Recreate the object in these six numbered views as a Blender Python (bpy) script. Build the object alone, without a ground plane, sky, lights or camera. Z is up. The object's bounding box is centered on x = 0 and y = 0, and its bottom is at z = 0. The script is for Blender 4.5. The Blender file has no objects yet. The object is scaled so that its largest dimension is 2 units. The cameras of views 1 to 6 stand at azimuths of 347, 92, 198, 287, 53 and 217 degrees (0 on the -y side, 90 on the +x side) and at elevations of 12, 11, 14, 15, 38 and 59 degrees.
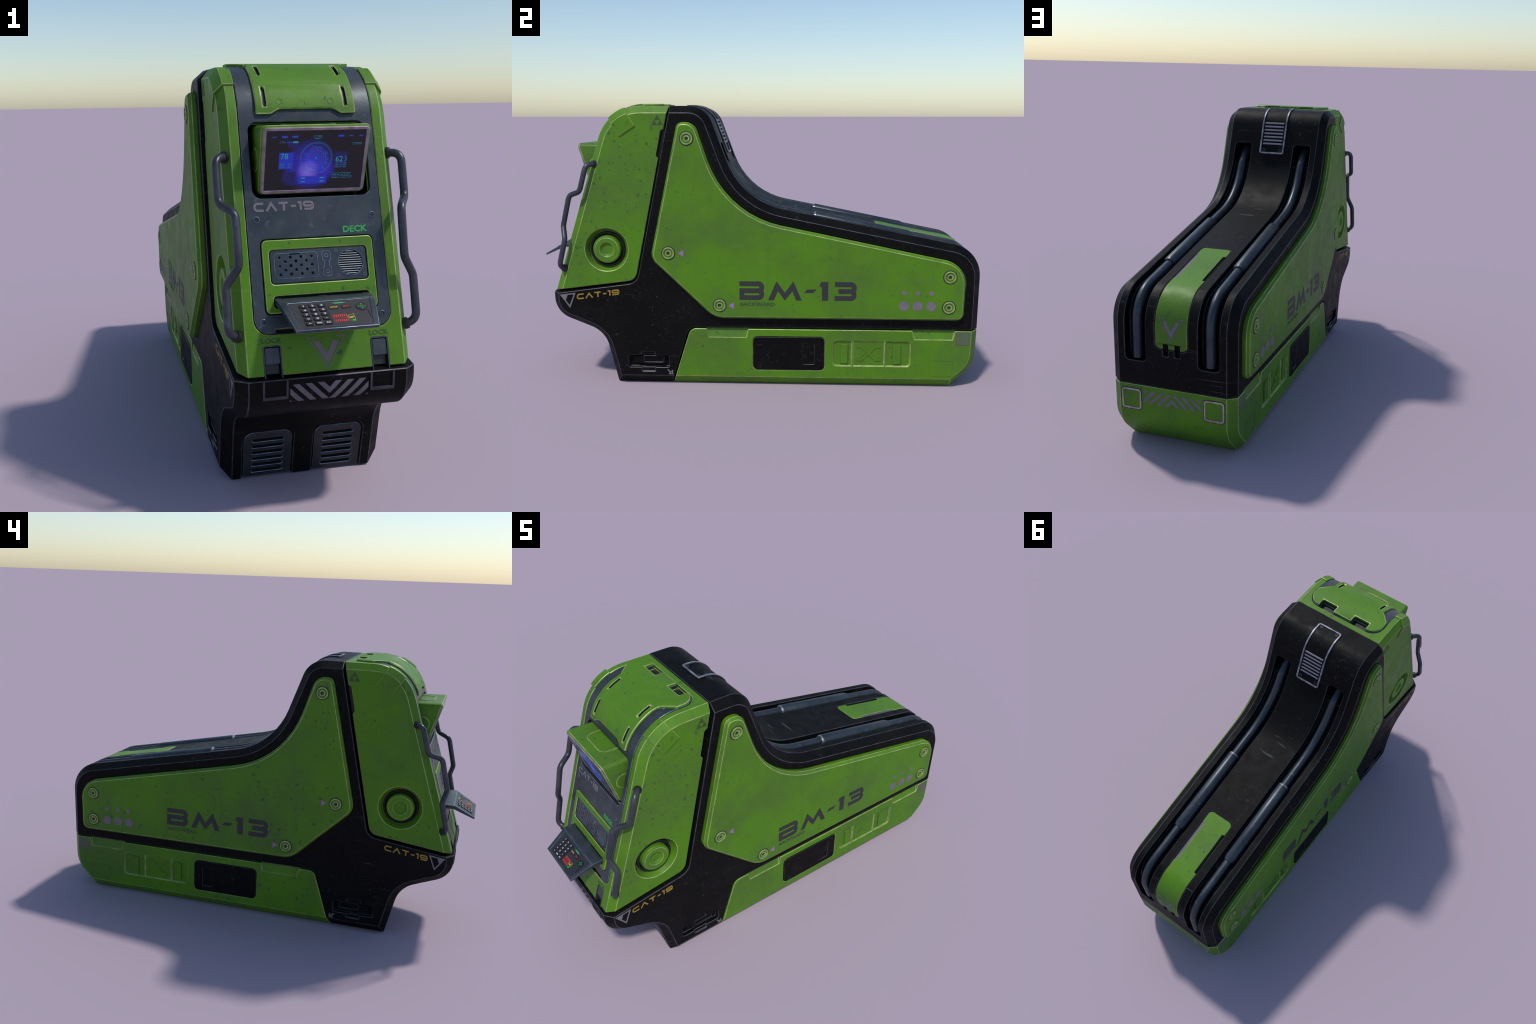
# A sci-fi service terminal: tall green head with screen, keypad and grab
# handles, black chamfered frame sweeping down to a low tail, green side panels.
import bpy, bmesh, math, random
from mathutils import Vector, Matrix

random.seed(7)
COL = bpy.context.scene.collection

# ------------------------------------------------------------------ materials
def lin(c):
    return tuple((v / 255 / 12.92) if v / 255 <= 0.04045 else ((v / 255 + 0.055) / 1.055) ** 2.4 for v in c) + (1.0,)


class Net:
    def __init__(self, name):
        self.m = bpy.data.materials.new(name)
        self.m.use_nodes = True
        self.t = self.m.node_tree
        self.b = self.t.nodes["Principled BSDF"]
        self.obj = self.t.nodes.new("ShaderNodeTexCoord").outputs["Object"]

    def n(self, kind, **kw):
        nd = self.t.nodes.new("ShaderNode" + kind)
        for k, v in kw.items():
            setattr(nd, k, v)
        return nd

    def link(self, a, b):
        self.t.links.new(a, b)

    def mapped(self, scale, loc=(0, 0, 0), rot=(0, 0, 0)):
        mp = self.n("Mapping")
        mp.inputs["Scale"].default_value = scale
        mp.inputs["Location"].default_value = loc
        mp.inputs["Rotation"].default_value = rot
        self.link(self.obj, mp.inputs["Vector"])
        return mp.outputs["Vector"]

    def noise(self, scale, detail=3, rough=0.55, vec=None):
        nd = self.n("TexNoise")
        nd.inputs["Scale"].default_value = scale
        nd.inputs["Detail"].default_value = detail
        nd.inputs["Roughness"].default_value = rough
        self.link(vec or self.obj, nd.inputs["Vector"])
        return nd.outputs["Fac"]

    def ramp(self, fac, lo, hi, a=0.0, b=1.0):
        nd = self.n("MapRange")
        for k, v in zip(("From Min", "From Max", "To Min", "To Max"), (lo, hi, a, b)):
            nd.inputs[k].default_value = v
        self.link(fac, nd.inputs["Value"])
        return nd.outputs["Result"]

    def mul(self, a, b, op="MULTIPLY"):
        nd = self.n("Math", operation=op)
        for i, v in enumerate((a, b)):
            if isinstance(v, (int, float)):
                nd.inputs[i].default_value = v
            else:
                self.link(v, nd.inputs[i])
        return nd.outputs[0]

    def mix(self, fac, a, b):
        nd = self.n("Mix", data_type="RGBA")
        if isinstance(fac, (int, float)):
            nd.inputs[0].default_value = fac
        else:
            self.link(fac, nd.inputs[0])
        for i, v in ((6, a), (7, b)):
            if isinstance(v, tuple):
                nd.inputs[i].default_value = v
            else:
                self.link(v, nd.inputs[i])
        return nd.outputs[2]

    def speckles(self, scale, size, share):
        """round flecks: voronoi cells, only a share of which carry a dot"""
        nd = self.n("TexVoronoi")
        nd.inputs["Scale"].default_value = scale
        wob = self.n("Mix", data_type="VECTOR")
        wob.inputs[0].default_value = 0.024
        self.link(self.obj, wob.inputs[4])
        ns = self.n("TexNoise")
        ns.inputs["Scale"].default_value = 60
        self.link(self.obj, ns.inputs["Vector"])
        self.link(ns.outputs["Color"], wob.inputs[5])
        self.link(wob.outputs[1], nd.inputs["Vector"])
        sep = self.n("SeparateColor")
        self.link(nd.outputs["Color"], sep.inputs[0])
        on = self.mul(sep.outputs[0], share, "LESS_THAN")
        r = self.ramp(sep.outputs[1], 0, 1, size * 0.35, size)
        d = self.mul(nd.outputs["Distance"], r, "SUBTRACT")
        dot = self.ramp(d, 0.03, -0.10)
        return self.mul(on, dot)

    def bump(self, fac, strength, dist=0.002):
        nd = self.n("Bump")
        nd.inputs["Strength"].default_value = strength
        nd.inputs["Distance"].default_value = dist
        self.link(fac, nd.inputs["Height"])
        self.link(nd.outputs[0], self.b.inputs["Normal"])

    def done(self, colour, rough=0.5, metal=0.0, spec=0.5):
        for k, v in (("Base Color", colour), ("Roughness", rough), ("Metallic", metal), ("Specular IOR Level", spec)):
            if isinstance(v, (tuple, int, float)):
                self.b.inputs[k].default_value = v
            else:
                self.link(v, self.b.inputs[k])
        return self.m


GREEN = (80, 128, 16)


def make_green(name, clean=False):
    n = Net(name)
    base = n.mix(n.ramp(n.noise(3.2, 5, 0.6), 0.42, 0.64, 0, 0.75), lin(GREEN), lin((74, 108, 36)))
    base = n.mix(n.ramp(n.noise(9, 3), 0.5, 0.75, 0, 0.35), base, lin((86, 133, 22)))
    # rain streaks running down
    st = n.noise(1.0, 2, 0.5, n.mapped((30, 30, 1.3)))
    base = n.mix(n.ramp(st, 0.62, 0.72, 0, 0.22), base, lin((70, 96, 52)))
    # grime: flecks gathered in clusters, ragged patches, soft smudges, scuffs
    area = n.ramp(n.noise(6, 3, 0.55), 0.40, 0.60, 0.25, 1)
    fleck = n.mul(n.speckles(44, 0.34, 0.36), area)
    fine = n.mul(n.speckles(95, 0.36, 0.34), area)
    patch = n.mul(n.ramp(n.noise(38, 6, 0.78), 0.55, 0.66), n.ramp(n.noise(7.5, 3, 0.6), 0.53, 0.64))
    smudge = n.ramp(n.noise(2.4, 6, 0.7, n.mapped((1, 1, 1), (4.3, 2.1, 7.7))), 0.50, 0.66)
    base = n.mix(n.mul(smudge, 0.42), base, lin((72, 94, 52)))
    base = n.mix(n.mul(fine, 0.55), base, lin((58, 76, 46)))
    base = n.mix(n.mul(fleck, 0.75), base, lin((52, 66, 46)))
    base = n.mix(n.mul(patch, 0.6), base, lin((54, 70, 44)))
    for rot, loc in (((0.35, 0, 0), (1, 6, 0)), ((1.3, 0, 0.0), (7, 3, 2))):
        sc = n.noise(1.0, 2, 0.5, n.mapped((3, 4, 170), loc, rot))
        sc = n.mul(n.ramp(sc, 0.69, 0.73), n.ramp(n.noise(4, 2, 0.5, n.mapped((1, 1, 1), loc)), 0.52, 0.6))
        base = n.mix(n.mul(sc, 0.35), base, lin((112, 140, 76)))
    n.bump(n.noise(160, 2), 0.08)
    return n.done(base, n.ramp(n.noise(14, 4), 0.3, 0.75, 0.42, 0.62), 0.0, 0.26)


def make_wear(name, a, b, rough=0.5, metal=0.2):
    n = Net(name)
    return n.done(n.mix(n.ramp(n.noise(26, 4), 0.4, 0.62), lin(a), lin(b)), rough, metal)


def make_black(name):
    n = Net(name)
    base = n.mix(n.ramp(n.noise(6, 5, 0.65), 0.42, 0.75, 0, 0.8), lin((11, 11, 11)), lin((20, 20, 20)))
    dust = n.mul(n.ramp(n.noise(62, 5, 0.75), 0.58, 0.70), n.ramp(n.noise(8, 3, 0.6), 0.47, 0.66))
    base = n.mix(n.mul(dust, 0.28), base, lin((120, 118, 124)))
    base = n.mix(n.mul(n.speckles(80, 0.2, 0.2), 0.2), base, lin((130, 128, 134)))
    # long scratches in two directions
    for rot, loc in (((0.5, 0, 0), (3, 1, 0)), ((-0.7, 0, 0.0), (0, 5, 2))):
        s = n.noise(1.0, 3, 0.6, n.mapped((4, 5, 150), loc, rot))
        s = n.mul(n.ramp(s, 0.66, 0.72), n.ramp(n.noise(3.3, 2, 0.5, n.mapped((1, 1, 1), loc)), 0.54, 0.62))
        base = n.mix(n.mul(s, 0.35), base, lin((110, 110, 116)))
    n.bump(n.noise(220, 2), 0.1)
    return n.done(base, n.ramp(n.noise(18, 4), 0.3, 0.7, 0.44, 0.62), 0.0, 0.10)


def make_steel(name, a, b, rough=(0.3, 0.5), metal=0.65):
    n = Net(name)
    base = n.mix(n.ramp(n.noise(11, 5, 0.65), 0.36, 0.68), lin(a), lin(b))
    base = n.mix(n.mul(n.ramp(n.noise(40, 4), 0.6, 0.72), 0.25), base, lin((120, 130, 140)))
    n.bump(n.noise(120, 2), 0.05)
    return n.done(base, n.ramp(n.noise(16, 4), 0.3, 0.7, *rough), metal, 0.5)


def plain(name, c, rough=0.5, metal=0.0, glow=None, strength=0.0):
    n = Net(name)
    base = n.mix(n.ramp(n.noise(30, 3), 0.35, 0.7, 0, 0.35), lin(c), lin(tuple(v * 0.78 for v in c)))
    if glow:
        n.b.inputs["Emission Color"].default_value = lin(glow)
        n.b.inputs["Emission Strength"].default_value = strength
    return n.done(base, rough, metal)


M = {}
M["green"] = make_green("green_paint")
M["green_wear"] = make_wear("worn_green_edge", (158, 170, 106), (120, 148, 78), 0.45)
M["black"] = make_black("black_plastic")
M["black_wear"] = make_wear("worn_black_edge", (66, 65, 74), (42, 42, 48), 0.5)
M["steel"] = make_steel("blue_grey_steel", (50, 57, 64), (66, 73, 78), metal=0.4)
M["steel_wear"] = make_wear("bare_steel_edge", (120, 134, 150), (78, 92, 110), 0.35, 0.6)
M["pipe"] = make_steel("pipe_steel", (46, 54, 62), (62, 70, 78), (0.34, 0.48), 0.45)
M["handle"] = make_steel("handle_steel", (48, 53, 61), (72, 74, 82), (0.3, 0.46), 0.4)
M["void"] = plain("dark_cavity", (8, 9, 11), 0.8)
M["rubber"] = plain("black_rubber", (22, 24, 26), 0.5)
M["bezel"] = make_wear("bezel_metal", (160, 142, 152), (128, 112, 122), 0.42, 0.3)
M["ink"] = plain("dark_ink", (42, 42, 45), 0.6)
M["ink_faded"] = plain("faded_ink", (54, 74, 36), 0.65)
M["mark"] = plain("grey_mark", (112, 106, 112), 0.65)
M["mark_dim"] = plain("dim_mark", (96, 90, 98), 0.6)
M["purple"] = plain("mauve_mark", (150, 112, 160), 0.6)
M["yellow"] = plain("ochre_ink", (150, 122, 34), 0.6)
M["lamp_rim"] = make_wear("pale_rim", (186, 172, 172), (150, 138, 140), 0.45, 0.3)
M["shadow_line"] = plain("dark_outline", (40, 46, 40), 0.7)
M["panel_dark"] = plain("keypad_panel", (40, 41, 46), 0.5)
M["key"] = plain("key_plastic", (24, 24, 27), 0.5)
M["legend"] = plain("legend_white", (190, 190, 196), 0.6)
M["red"] = plain("red_print", (196, 44, 46), 0.5)
M["key_yellow"] = plain("yellow_print", (205, 180, 40), 0.5)
M["key_green"] = plain("green_print", (40, 176, 72), 0.5)
M["deck_green"] = plain("green_legend", (52, 160, 78), 0.55)
M["glint"] = make_steel("steel_lightened_for_glint", (150, 156, 160), (120, 128, 134), (0.25, 0.4), 0.8)  # sun reflection on the sleeve ends, put in as paler steel
M["vent"] = make_steel("dark_vent_steel", (36, 39, 45), (52, 54, 58), (0.4, 0.55), 0.4)
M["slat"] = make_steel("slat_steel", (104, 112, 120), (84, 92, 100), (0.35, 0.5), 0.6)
M["rib"] = plain("vent_rib", (134, 130, 142), 0.45)
M["pale_steel"] = make_wear("pale_worn_metal", (150, 150, 158), (92, 94, 106), 0.42, 0.35)
M["cyan"] = plain("display_cyan", (20, 80, 95), 0.3, 0, (40, 150, 175), 0.55)
M["teal"] = plain("display_teal", (10, 40, 55), 0.3, 0, (24, 104, 140), 0.7)
M["blue"] = plain("display_blue", (12, 16, 70), 0.3, 0, (34, 50, 190), 0.6)
M["navy"] = plain("display_navy", (12, 12, 40), 0.3, 0, (22, 26, 96), 0.5)
M["pink"] = plain("display_pink", (70, 60, 120), 0.3, 0, (110, 90, 190), 0.5)


def make_display():
    """dark glass with soft blue glows drifting around the dial"""
    n = Net("display_glass")
    sep = n.n("SeparateXYZ")
    n.link(n.obj, sep.inputs[0])

    def blob(x, z, r, soft):
        dx = n.mul(sep.outputs[0], x, "SUBTRACT")
        dz = n.mul(sep.outputs[2], z, "SUBTRACT")
        d = n.mul(n.mul(n.mul(dx, dx), n.mul(dz, dz), "ADD"), 0.5, "POWER")
        return n.ramp(d, r, soft)
    glow = n.mix(blob(-0.012, 0.985, 0.075, 0.0), lin((8, 7, 9)), lin((44, 36, 190)))
    glow = n.mix(n.mul(blob(-0.018, 0.968, 0.034, 0.004), 0.75), glow, lin((120, 100, 200)))
    glow = n.mix(n.mul(blob(0.03, 0.972, 0.034, 0.0), 0.5), glow, lin((48, 40, 200)))
    glow = n.mix(n.mul(blob(-0.066, 0.955, 0.03, 0.0), 0.7), glow, lin((30, 28, 150)))
    n.link(glow, n.b.inputs["Emission Color"])
    n.b.inputs["Emission Strength"].default_value = 1.0
    return n.done(lin((26, 23, 28)), 0.28, 0.0, 0.4)


M["display"] = make_display()

# ------------------------------------------------------------------ geometry helpers
STEP = math.radians(7)


def unit(v):
    l = math.hypot(*v)
    return (v[0] / l, v[1] / l)


def fillet(ctrl, closed=True, tags=None):
    """Round the control polygon's corners; returns points and per-edge tags."""
    n, pts, out = len(ctrl), [], []
    for i, c in enumerate(ctrl):
        p, r = c[:2], (c[2] if len(c) > 2 else 0)
        a, b = ctrl[i - 1][:2], ctrl[(i + 1) % n][:2]
        tag_in = tags[i - 1] if tags else None
        tag_out = tags[i] if tags else None
        if r <= 0 or (not closed and i in (0, n - 1)):
            pts.append(p); out.append(tag_out)
            continue
        d0, d1 = unit((p[0] - a[0], p[1] - a[1])), unit((b[0] - p[0], b[1] - p[1]))
        turn = math.atan2(d0[0] * d1[1] - d0[1] * d1[0], d0[0] * d1[0] + d0[1] * d1[1])
        t = abs(r * math.tan(turn / 2))
        p0 = (p[0] - d0[0] * t, p[1] - d0[1] * t)
        sg = 1 if turn > 0 else -1
        c0 = (p0[0] - d0[1] * r * sg, p0[1] + d0[0] * r * sg)
        k = max(2, min(int(abs(turn) / STEP + 0.99), int(abs(turn) * r / 0.0022 + 0.99), 40))
        a0 = math.atan2(p0[1] - c0[1], p0[0] - c0[0])
        for j in range(k + 1):
            an = a0 + turn * j / k
            pts.append((c0[0] + r * math.cos(an), c0[1] + r * math.sin(an)))
            out.append(tag_out if j == k else tag_in)
    return (pts, out) if tags else pts


def inset(pts, amounts, closed=True):
    """Mitre offset to the right of travel (inwards for a clockwise loop)."""
    n, res = len(pts), []
    for i in range(n):
        if not closed and i in (0, n - 1):
            a, b = (pts[0], pts[1]) if i == 0 else (pts[-2], pts[-1])
            d = unit((b[0] - a[0], b[1] - a[1]))
            w = amounts[0] if i == 0 else amounts[-1]
            res.append((pts[i][0] + d[1] * w, pts[i][1] - d[0] * w))
            continue
        p, a, b = pts[i], pts[i - 1], pts[(i + 1) % n]
        d0, d1 = unit((p[0] - a[0], p[1] - a[1])), unit((b[0] - p[0], b[1] - p[1]))
        w0, w1 = amounts[i - 1], amounts[i]
        n0, n1 = (d0[1], -d0[0]), (d1[1], -d1[0])
        cr = d0[0] * d1[1] - d0[1] * d1[0]
        if abs(cr) < 0.03:
            w = max(w0, w1)
            m = unit((n0[0] + n1[0], n0[1] + n1[1]))
            res.append((p[0] + m[0] * w, p[1] + m[1] * w))
        else:
            q0 = (p[0] + n0[0] * w0, p[1] + n0[1] * w0)
            q1 = (p[0] + n1[0] * w1, p[1] + n1[1] * w1)
            t = ((q1[0] - q0[0]) * d1[1] - (q1[1] - q0[1]) * d1[0]) / cr
            x, y = q0[0] + d0[0] * t, q0[1] + d0[1] * t
            lim = 2.6 * max(abs(w0), abs(w1), 1e-6)
            dx, dy = x - p[0], y - p[1]
            l = math.hypot(dx, dy)
            if l > lim:
                dx, dy = dx * lim / l, dy * lim / l
            res.append((p[0] + dx, p[1] + dy))
    return res


def new_obj(name, bm, mats, parent=None):
    bmesh.ops.recalc_face_normals(bm, faces=bm.faces)
    me = bpy.data.meshes.new(name)
    bm.to_mesh(me)
    bm.free()
    ob = bpy.data.objects.new(name, me)
    COL.objects.link(ob)
    for m in mats:
        me.materials.append(M[m])
    if parent:
        ob.parent = parent
    return ob


def ring_loft(bm, rings, caps=True):
    vs = [[bm.verts.new(p) for p in r] for r in rings]
    n = len(rings[0])
    for a, b in zip(vs, vs[1:]):
        for i in range(n):
            bm.faces.new((a[i], a[(i + 1) % n], b[(i + 1) % n], b[i]))
    if caps:
        bm.faces.new(vs[0])
        bm.faces.new(vs[-1][::-1])


def prism(name, pts, sections, mats, parent=None):
    """Loft of one YZ loop along x; sections = [(x, inset per edge or number)]"""
    bm = bmesh.new()
    rings = []
    for x, w in sections:
        w = [w] * len(pts) if isinstance(w, (int, float)) else w
        rings.append([(x, y, z) for y, z in inset(pts, w)])
    ring_loft(bm, rings)
    return new_obj(name, bm, mats, parent)


def apply_mods(ob):
    dg = bpy.context.evaluated_depsgraph_get()
    dg.update()
    me = bpy.data.meshes.new_from_object(ob.evaluated_get(dg))
    ob.modifiers.clear()
    old = ob.data
    ob.data = me
    me.name = ob.name
    if old.users == 0:
        bpy.data.meshes.remove(old)


def cut(ob, cutters, op="DIFFERENCE", keep=False):
    for c in cutters:
        md = ob.modifiers.new("cut", "BOOLEAN")
        md.object, md.operation, md.solver = c, op, "EXACT"
    apply_mods(ob)
    if not keep:
        for c in cutters:
            bpy.data.objects.remove(c)


def finish(ob, bevel=0.0036, angle=26, smooth=19, seg=1, wear=True, merge=0.0004):
    bm = bmesh.new()
    bm.from_mesh(ob.data)
    bmesh.ops.remove_doubles(bm, verts=bm.verts, dist=merge)
    bm.to_mesh(ob.data)
    bm.free()
    if bevel:
        md = ob.modifiers.new("edge", "BEVEL")
        md.width, md.segments, md.limit_method, md.angle_limit = bevel, seg, "ANGLE", math.radians(angle)
        md.use_clamp_overlap = False
        md.offset_type = "WIDTH"
        md.miter_outer = "MITER_ARC" if seg > 1 else "MITER_SHARP"
        if wear:
            md.material = 1
        apply_mods(ob)
    me = ob.data
    for p in me.polygons:
        p.use_smooth = True
    me.set_sharp_from_angle(angle=math.radians(smooth))
    return ob


class Path:
    """Open YZ polyline measured by arc length; outward is left of travel."""

    def __init__(self, ctrl):
        self.p = fillet(ctrl, closed=False)
        self.s = [0.0]
        for a, b in zip(self.p, self.p[1:]):
            self.s.append(self.s[-1] + math.dist(a, b))
        self.len = self.s[-1]

    def at(self, s, d=0.0):
        s = min(max(s, 0.0), self.len)
        i = 0
        while i < len(self.s) - 2 and self.s[i + 1] < s:
            i += 1
        t = (s - self.s[i]) / (self.s[i + 1] - self.s[i])
        a, b = self.p[i], self.p[i + 1]
        # smooth normal: blend the vertex normals
        n0, n1 = self.vn(i), self.vn(i + 1)
        n = unit((n0[0] + (n1[0] - n0[0]) * t, n0[1] + (n1[1] - n0[1]) * t))
        return (a[0] + (b[0] - a[0]) * t + n[0] * d, a[1] + (b[1] - a[1]) * t + n[1] * d)

    def vn(self, i):
        a, b = self.p[max(i - 1, 0)], self.p[min(i + 1, len(self.p) - 1)]
        d = unit((b[0] - a[0], b[1] - a[1]))
        return (-d[1], d[0])

    def find(self, axis, value, start=0.0):
        for i in range(len(self.s) - 1):
            a, b = self.p[i][axis], self.p[i + 1][axis]
            if self.s[i + 1] >= start and (a - value) * (b - value) <= 0 and a != b:
                return self.s[i] + (value - a) / (b - a) * (self.s[i + 1] - self.s[i])
        return 0.0

    def stations(self, s0, s1, extra=()):
        st = {s0, s1, *extra} | {s for s in self.s if s0 < s < s1}
        out = []
        for s in sorted(st):
            if not out or s - out[-1] > 1e-5:
                out.append(s)
        return out

    def world(self, x, s, d):
        y, z = self.at(s, d)
        return (x, y, z)


def round_ends(s0, s1, hw, r0, r1):
    """half-width function of a strip with rounded corners, and its stations"""
    def f(s):
        w = hw
        for r, g in ((r0, s - s0), (r1, s1 - s)):
            if r and g < r:
                w = min(w, hw - r + math.sqrt(max(r * r - (r - g) ** 2, 0)))
        return w
    ex = []
    for k in range(1, 8):
        q = 1 - math.cos(math.pi / 2 * k / 8)
        if r0: ex.append(s0 + r0 * q)
        if r1: ex.append(s1 - r1 * q)
    if r0: ex.append(s0 + r0)
    if r1: ex.append(s1 - r1)
    return f, ex


def strip(name, path, s0, s1, width, d0, d1, mats, parent=None, xc=0.0, extra=(), mat=0):
    """Solid slab lying on a path; width is a number or half-width function."""
    f = width if callable(width) else (lambda s: width)
    lo = d0 if callable(d0) else (lambda s: d0)
    bm = bmesh.new()
    rings = []
    # cutters are sampled between the path's own vertices so no edges coincide
    st = path.stations(s0, s1, extra)
    if name == "cutter":
        pv = [(a + b) / 2 for a, b in zip(path.s, path.s[1:]) if s0 < (a + b) / 2 < s1]
        st = sorted({s0, s1, *extra, *pv})
    for s in st:
        w = f(s)
        rings.append([path.world(xc - w, s, lo(s)), path.world(xc + w, s, lo(s)),
                      path.world(xc + w, s, d1), path.world(xc - w, s, d1)])
    ring_loft(bm, rings)
    for fc in bm.faces:
        fc.material_index = mat
    return new_obj(name, bm, mats, parent)


class Frame:
    """Flat drawing plane: local (u, v, height) to world."""

    def __init__(self, o, u, v, n):
        self.o, self.u, self.v, self.n = Vector(o), Vector(u).normalized(), Vector(v).normalized(), Vector(n).normalized()

    def __call__(self, u, v, h=0.0):
        return self.o + self.u * u + self.v * v + self.n * h


def rrect(u0, v0, u1, v1, r=0.0):
    return fillet([(u0, v0, r), (u0, v1, r), (u1, v1, r), (u1, v0, r)])


def circle(u, v, r, n=40):
    return [(u + r * math.cos(2 * math.pi * i / n), v + r * math.sin(2 * math.pi * i / n)) for i in range(n)]


def add_plate(bm, place, loop, h0, h1, mat=0, taper=0.0):
    top = inset(loop, [taper] * len(loop)) if taper else loop
    a = [bm.verts.new(place(u, v, h0)) for u, v in loop]
    b = [bm.verts.new(place(u, v, h1)) for u, v in top]
    fs = [bm.faces.new((a[i], a[(i + 1) % len(a)], b[(i + 1) % len(a)], b[i])) for i in range(len(a))]
    fs += [bm.faces.new(a[::-1]), bm.faces.new(b)]
    for f in fs:
        f.material_index = mat


def plate(name, place, loops, h0, h1, mats, parent=None, mat=0, taper=0.0):
    bm = bmesh.new()
    for lp in loops:
        add_plate(bm, place, lp, h0, h1, mat, taper)
    return new_obj(name, bm, mats, parent)


def add_stroke(bm, place, line, width, h0, h1, closed=False, mat=0):
    n = len(line)
    l, r = inset(line, [-width / 2] * n, closed), inset(line, [width / 2] * n, closed)
    st = [[bm.verts.new(place(*q, h)) for q, h in ((a, h0), (b, h0), (b, h1), (a, h1))] for a, b in zip(l, r)]
    prs = list(zip(st, st[1:])) + ([(st[-1], st[0])] if closed else [])
    fs = []
    for a, b in prs:
        for i in range(4):
            fs.append(bm.faces.new((a[i], a[(i + 1) % 4], b[(i + 1) % 4], b[i])))
    if not closed:
        fs += [bm.faces.new(st[0]), bm.faces.new(st[-1][::-1])]
    for f in fs:
        f.material_index = mat


# letters of a wide square display face: polylines in a unit cell (u, v, corner radius)
GLYPH = {
    "B": ([[(-.12, 1), (1, 1, .24), (1, .5, .24), (-.12, .5)], [(0, .5), (1, .5, .24), (1, 0, .24), (0, 0), (0, .56)]], 1.0),
    "M": ([[(0, -.1), (.28, .93), (.52, .07), (.76, .93), (1.04, -.1)]], 1.3),
    "-": ([[(.04, .5), (.6, .5)]], 0.5),
    "1": ([[(0, 1), (.34, 1), (.34, -.12)]], 0.42),
    "3": ([[(0, 1), (1, 1, .24), (1, .5, .24), (.2, .5)], [(.2, .5), (1, .5, .24), (1, 0, .24), (0, 0)]], 1.0),
    "C": ([[(1, 1), (0, 1, .45), (0, 0, .45), (1, 0)]], 1.0),
    "A": ([[(0, -.12), (.5, 1), (1, -.12)]], 1.1),
    "T": ([[(0, 1), (1, 1)], [(.55, 1), (.55, -.12)]], 1.0),
    "9": ([[(0, 0), (1, 0, .38), (1, 1, .38), (0, 1, .22), (0, .47, .22), (1, .47)]], 1.0),
}


def lettering(bm, place, text, u0, u1, v0, v1, weight, gap=0.28, mat=0, h=0.0008, widths=None):
    """Fit a row of display letters in the box (u0..u1, v0..v1)."""
    adv = [(widths or {}).get(c, GLYPH[c][1]) for c in text]
    tot = sum(adv) + gap * (len(text) - 1)
    sc = (u1 - u0 - weight) / tot
    u = u0 + weight / 2
    hh = v1 - v0 - weight
    for c, a in zip(text, adv):
        base = GLYPH[c][1]
        for li, line in enumerate(GLYPH[c][0]):
            kx, ky = sc * a / base, hh
            pl = []
            for q in line:
                p = (q[0] * base / max(base, 1e-6) * sc * a if c not in "1-" else q[0] * sc * a / base * 1.0, q[1] * ky)
                pl.append((u + p[0], v0 + weight / 2 + p[1]) + ((q[2] * min(sc * a, hh),) if len(q) > 2 else ()))
            add_stroke(bm, place, fillet(pl, closed=False), weight, -0.002, h - .0002 * li, mat=mat)
        u += sc * (a + gap)


def add_text(bm, place, body, u, v, size, h=0.0008, mat=0, stretch=1.0, bold=0.0, align="LEFT"):
    cu = bpy.data.curves.new("text", "FONT")
    cu.body, cu.size, cu.extrude, cu.align_x, cu.resolution_u = body, size, 0.0005, align, 2
    cu.offset = bold
    ob = bpy.data.objects.new("text", cu)
    COL.objects.link(ob)
    dg = bpy.context.evaluated_depsgraph_get()
    dg.update()
    me = bpy.data.meshes.new_from_object(ob.evaluated_get(dg))
    vs = [bm.verts.new(place(u + p.co.x * stretch, v + p.co.y, h if p.co.z > 0 else -0.001)) for p in me.vertices]
    for f in me.polygons:
        try:
            bm.faces.new([vs[i] for i in f.vertices]).material_index = mat
        except ValueError:
            pass
    bpy.data.objects.remove(ob)
    bpy.data.curves.remove(cu)
    bpy.data.meshes.remove(me)


def lathe(name, place, prof, mats, parent=None, n=56, bands=None):
    """prof = [(radius, height)], bands = material index per span"""
    bm = bmesh.new()
    rows = []
    for r, h in prof:
        rows.append([bm.verts.new(place(r * math.cos(2 * math.pi * i / n), r * math.sin(2 * math.pi * i / n), h)) for i in range(n)] if r > 1e-6 else [bm.verts.new(place(0, 0, h))])
    for k, (a, b) in enumerate(zip(rows, rows[1:])):
        for i in range(n):
            if len(b) == 1:
                f = bm.faces.new((a[i], a[(i + 1) % n], b[0]))
            elif len(a) == 1:
                f = bm.faces.new((a[0], b[(i + 1) % n], b[i]))
            else:
                f = bm.faces.new((a[i], a[(i + 1) % n], b[(i + 1) % n], b[i]))
            f.material_index = bands[k] if bands else 0
    if len(rows[0]) > 1:
        bm.faces.new(rows[0][::-1])
    return new_obj(name, bm, mats, parent)


def smooth3(pts, radii):
    """rounded corners for a 3D polyline"""
    out = [Vector(pts[0])]
    for i in range(1, len(pts) - 1):
        a, p, b = map(Vector, pts[i - 1:i + 2])
        d0, d1 = (p - a).normalized(), (b - p).normalized()
        ang = d0.angle(d1)
        t = min(radii * math.tan(ang / 2), 0.49 * (p - a).length, 0.49 * (b - p).length)
        for k in range(7):
            q = k / 6
            out.append((p - d0 * t) * (1 - q) ** 2 + p * 2 * q * (1 - q) + (p + d1 * t) * q * q)
    return out + [Vector(pts[-1])]


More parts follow.
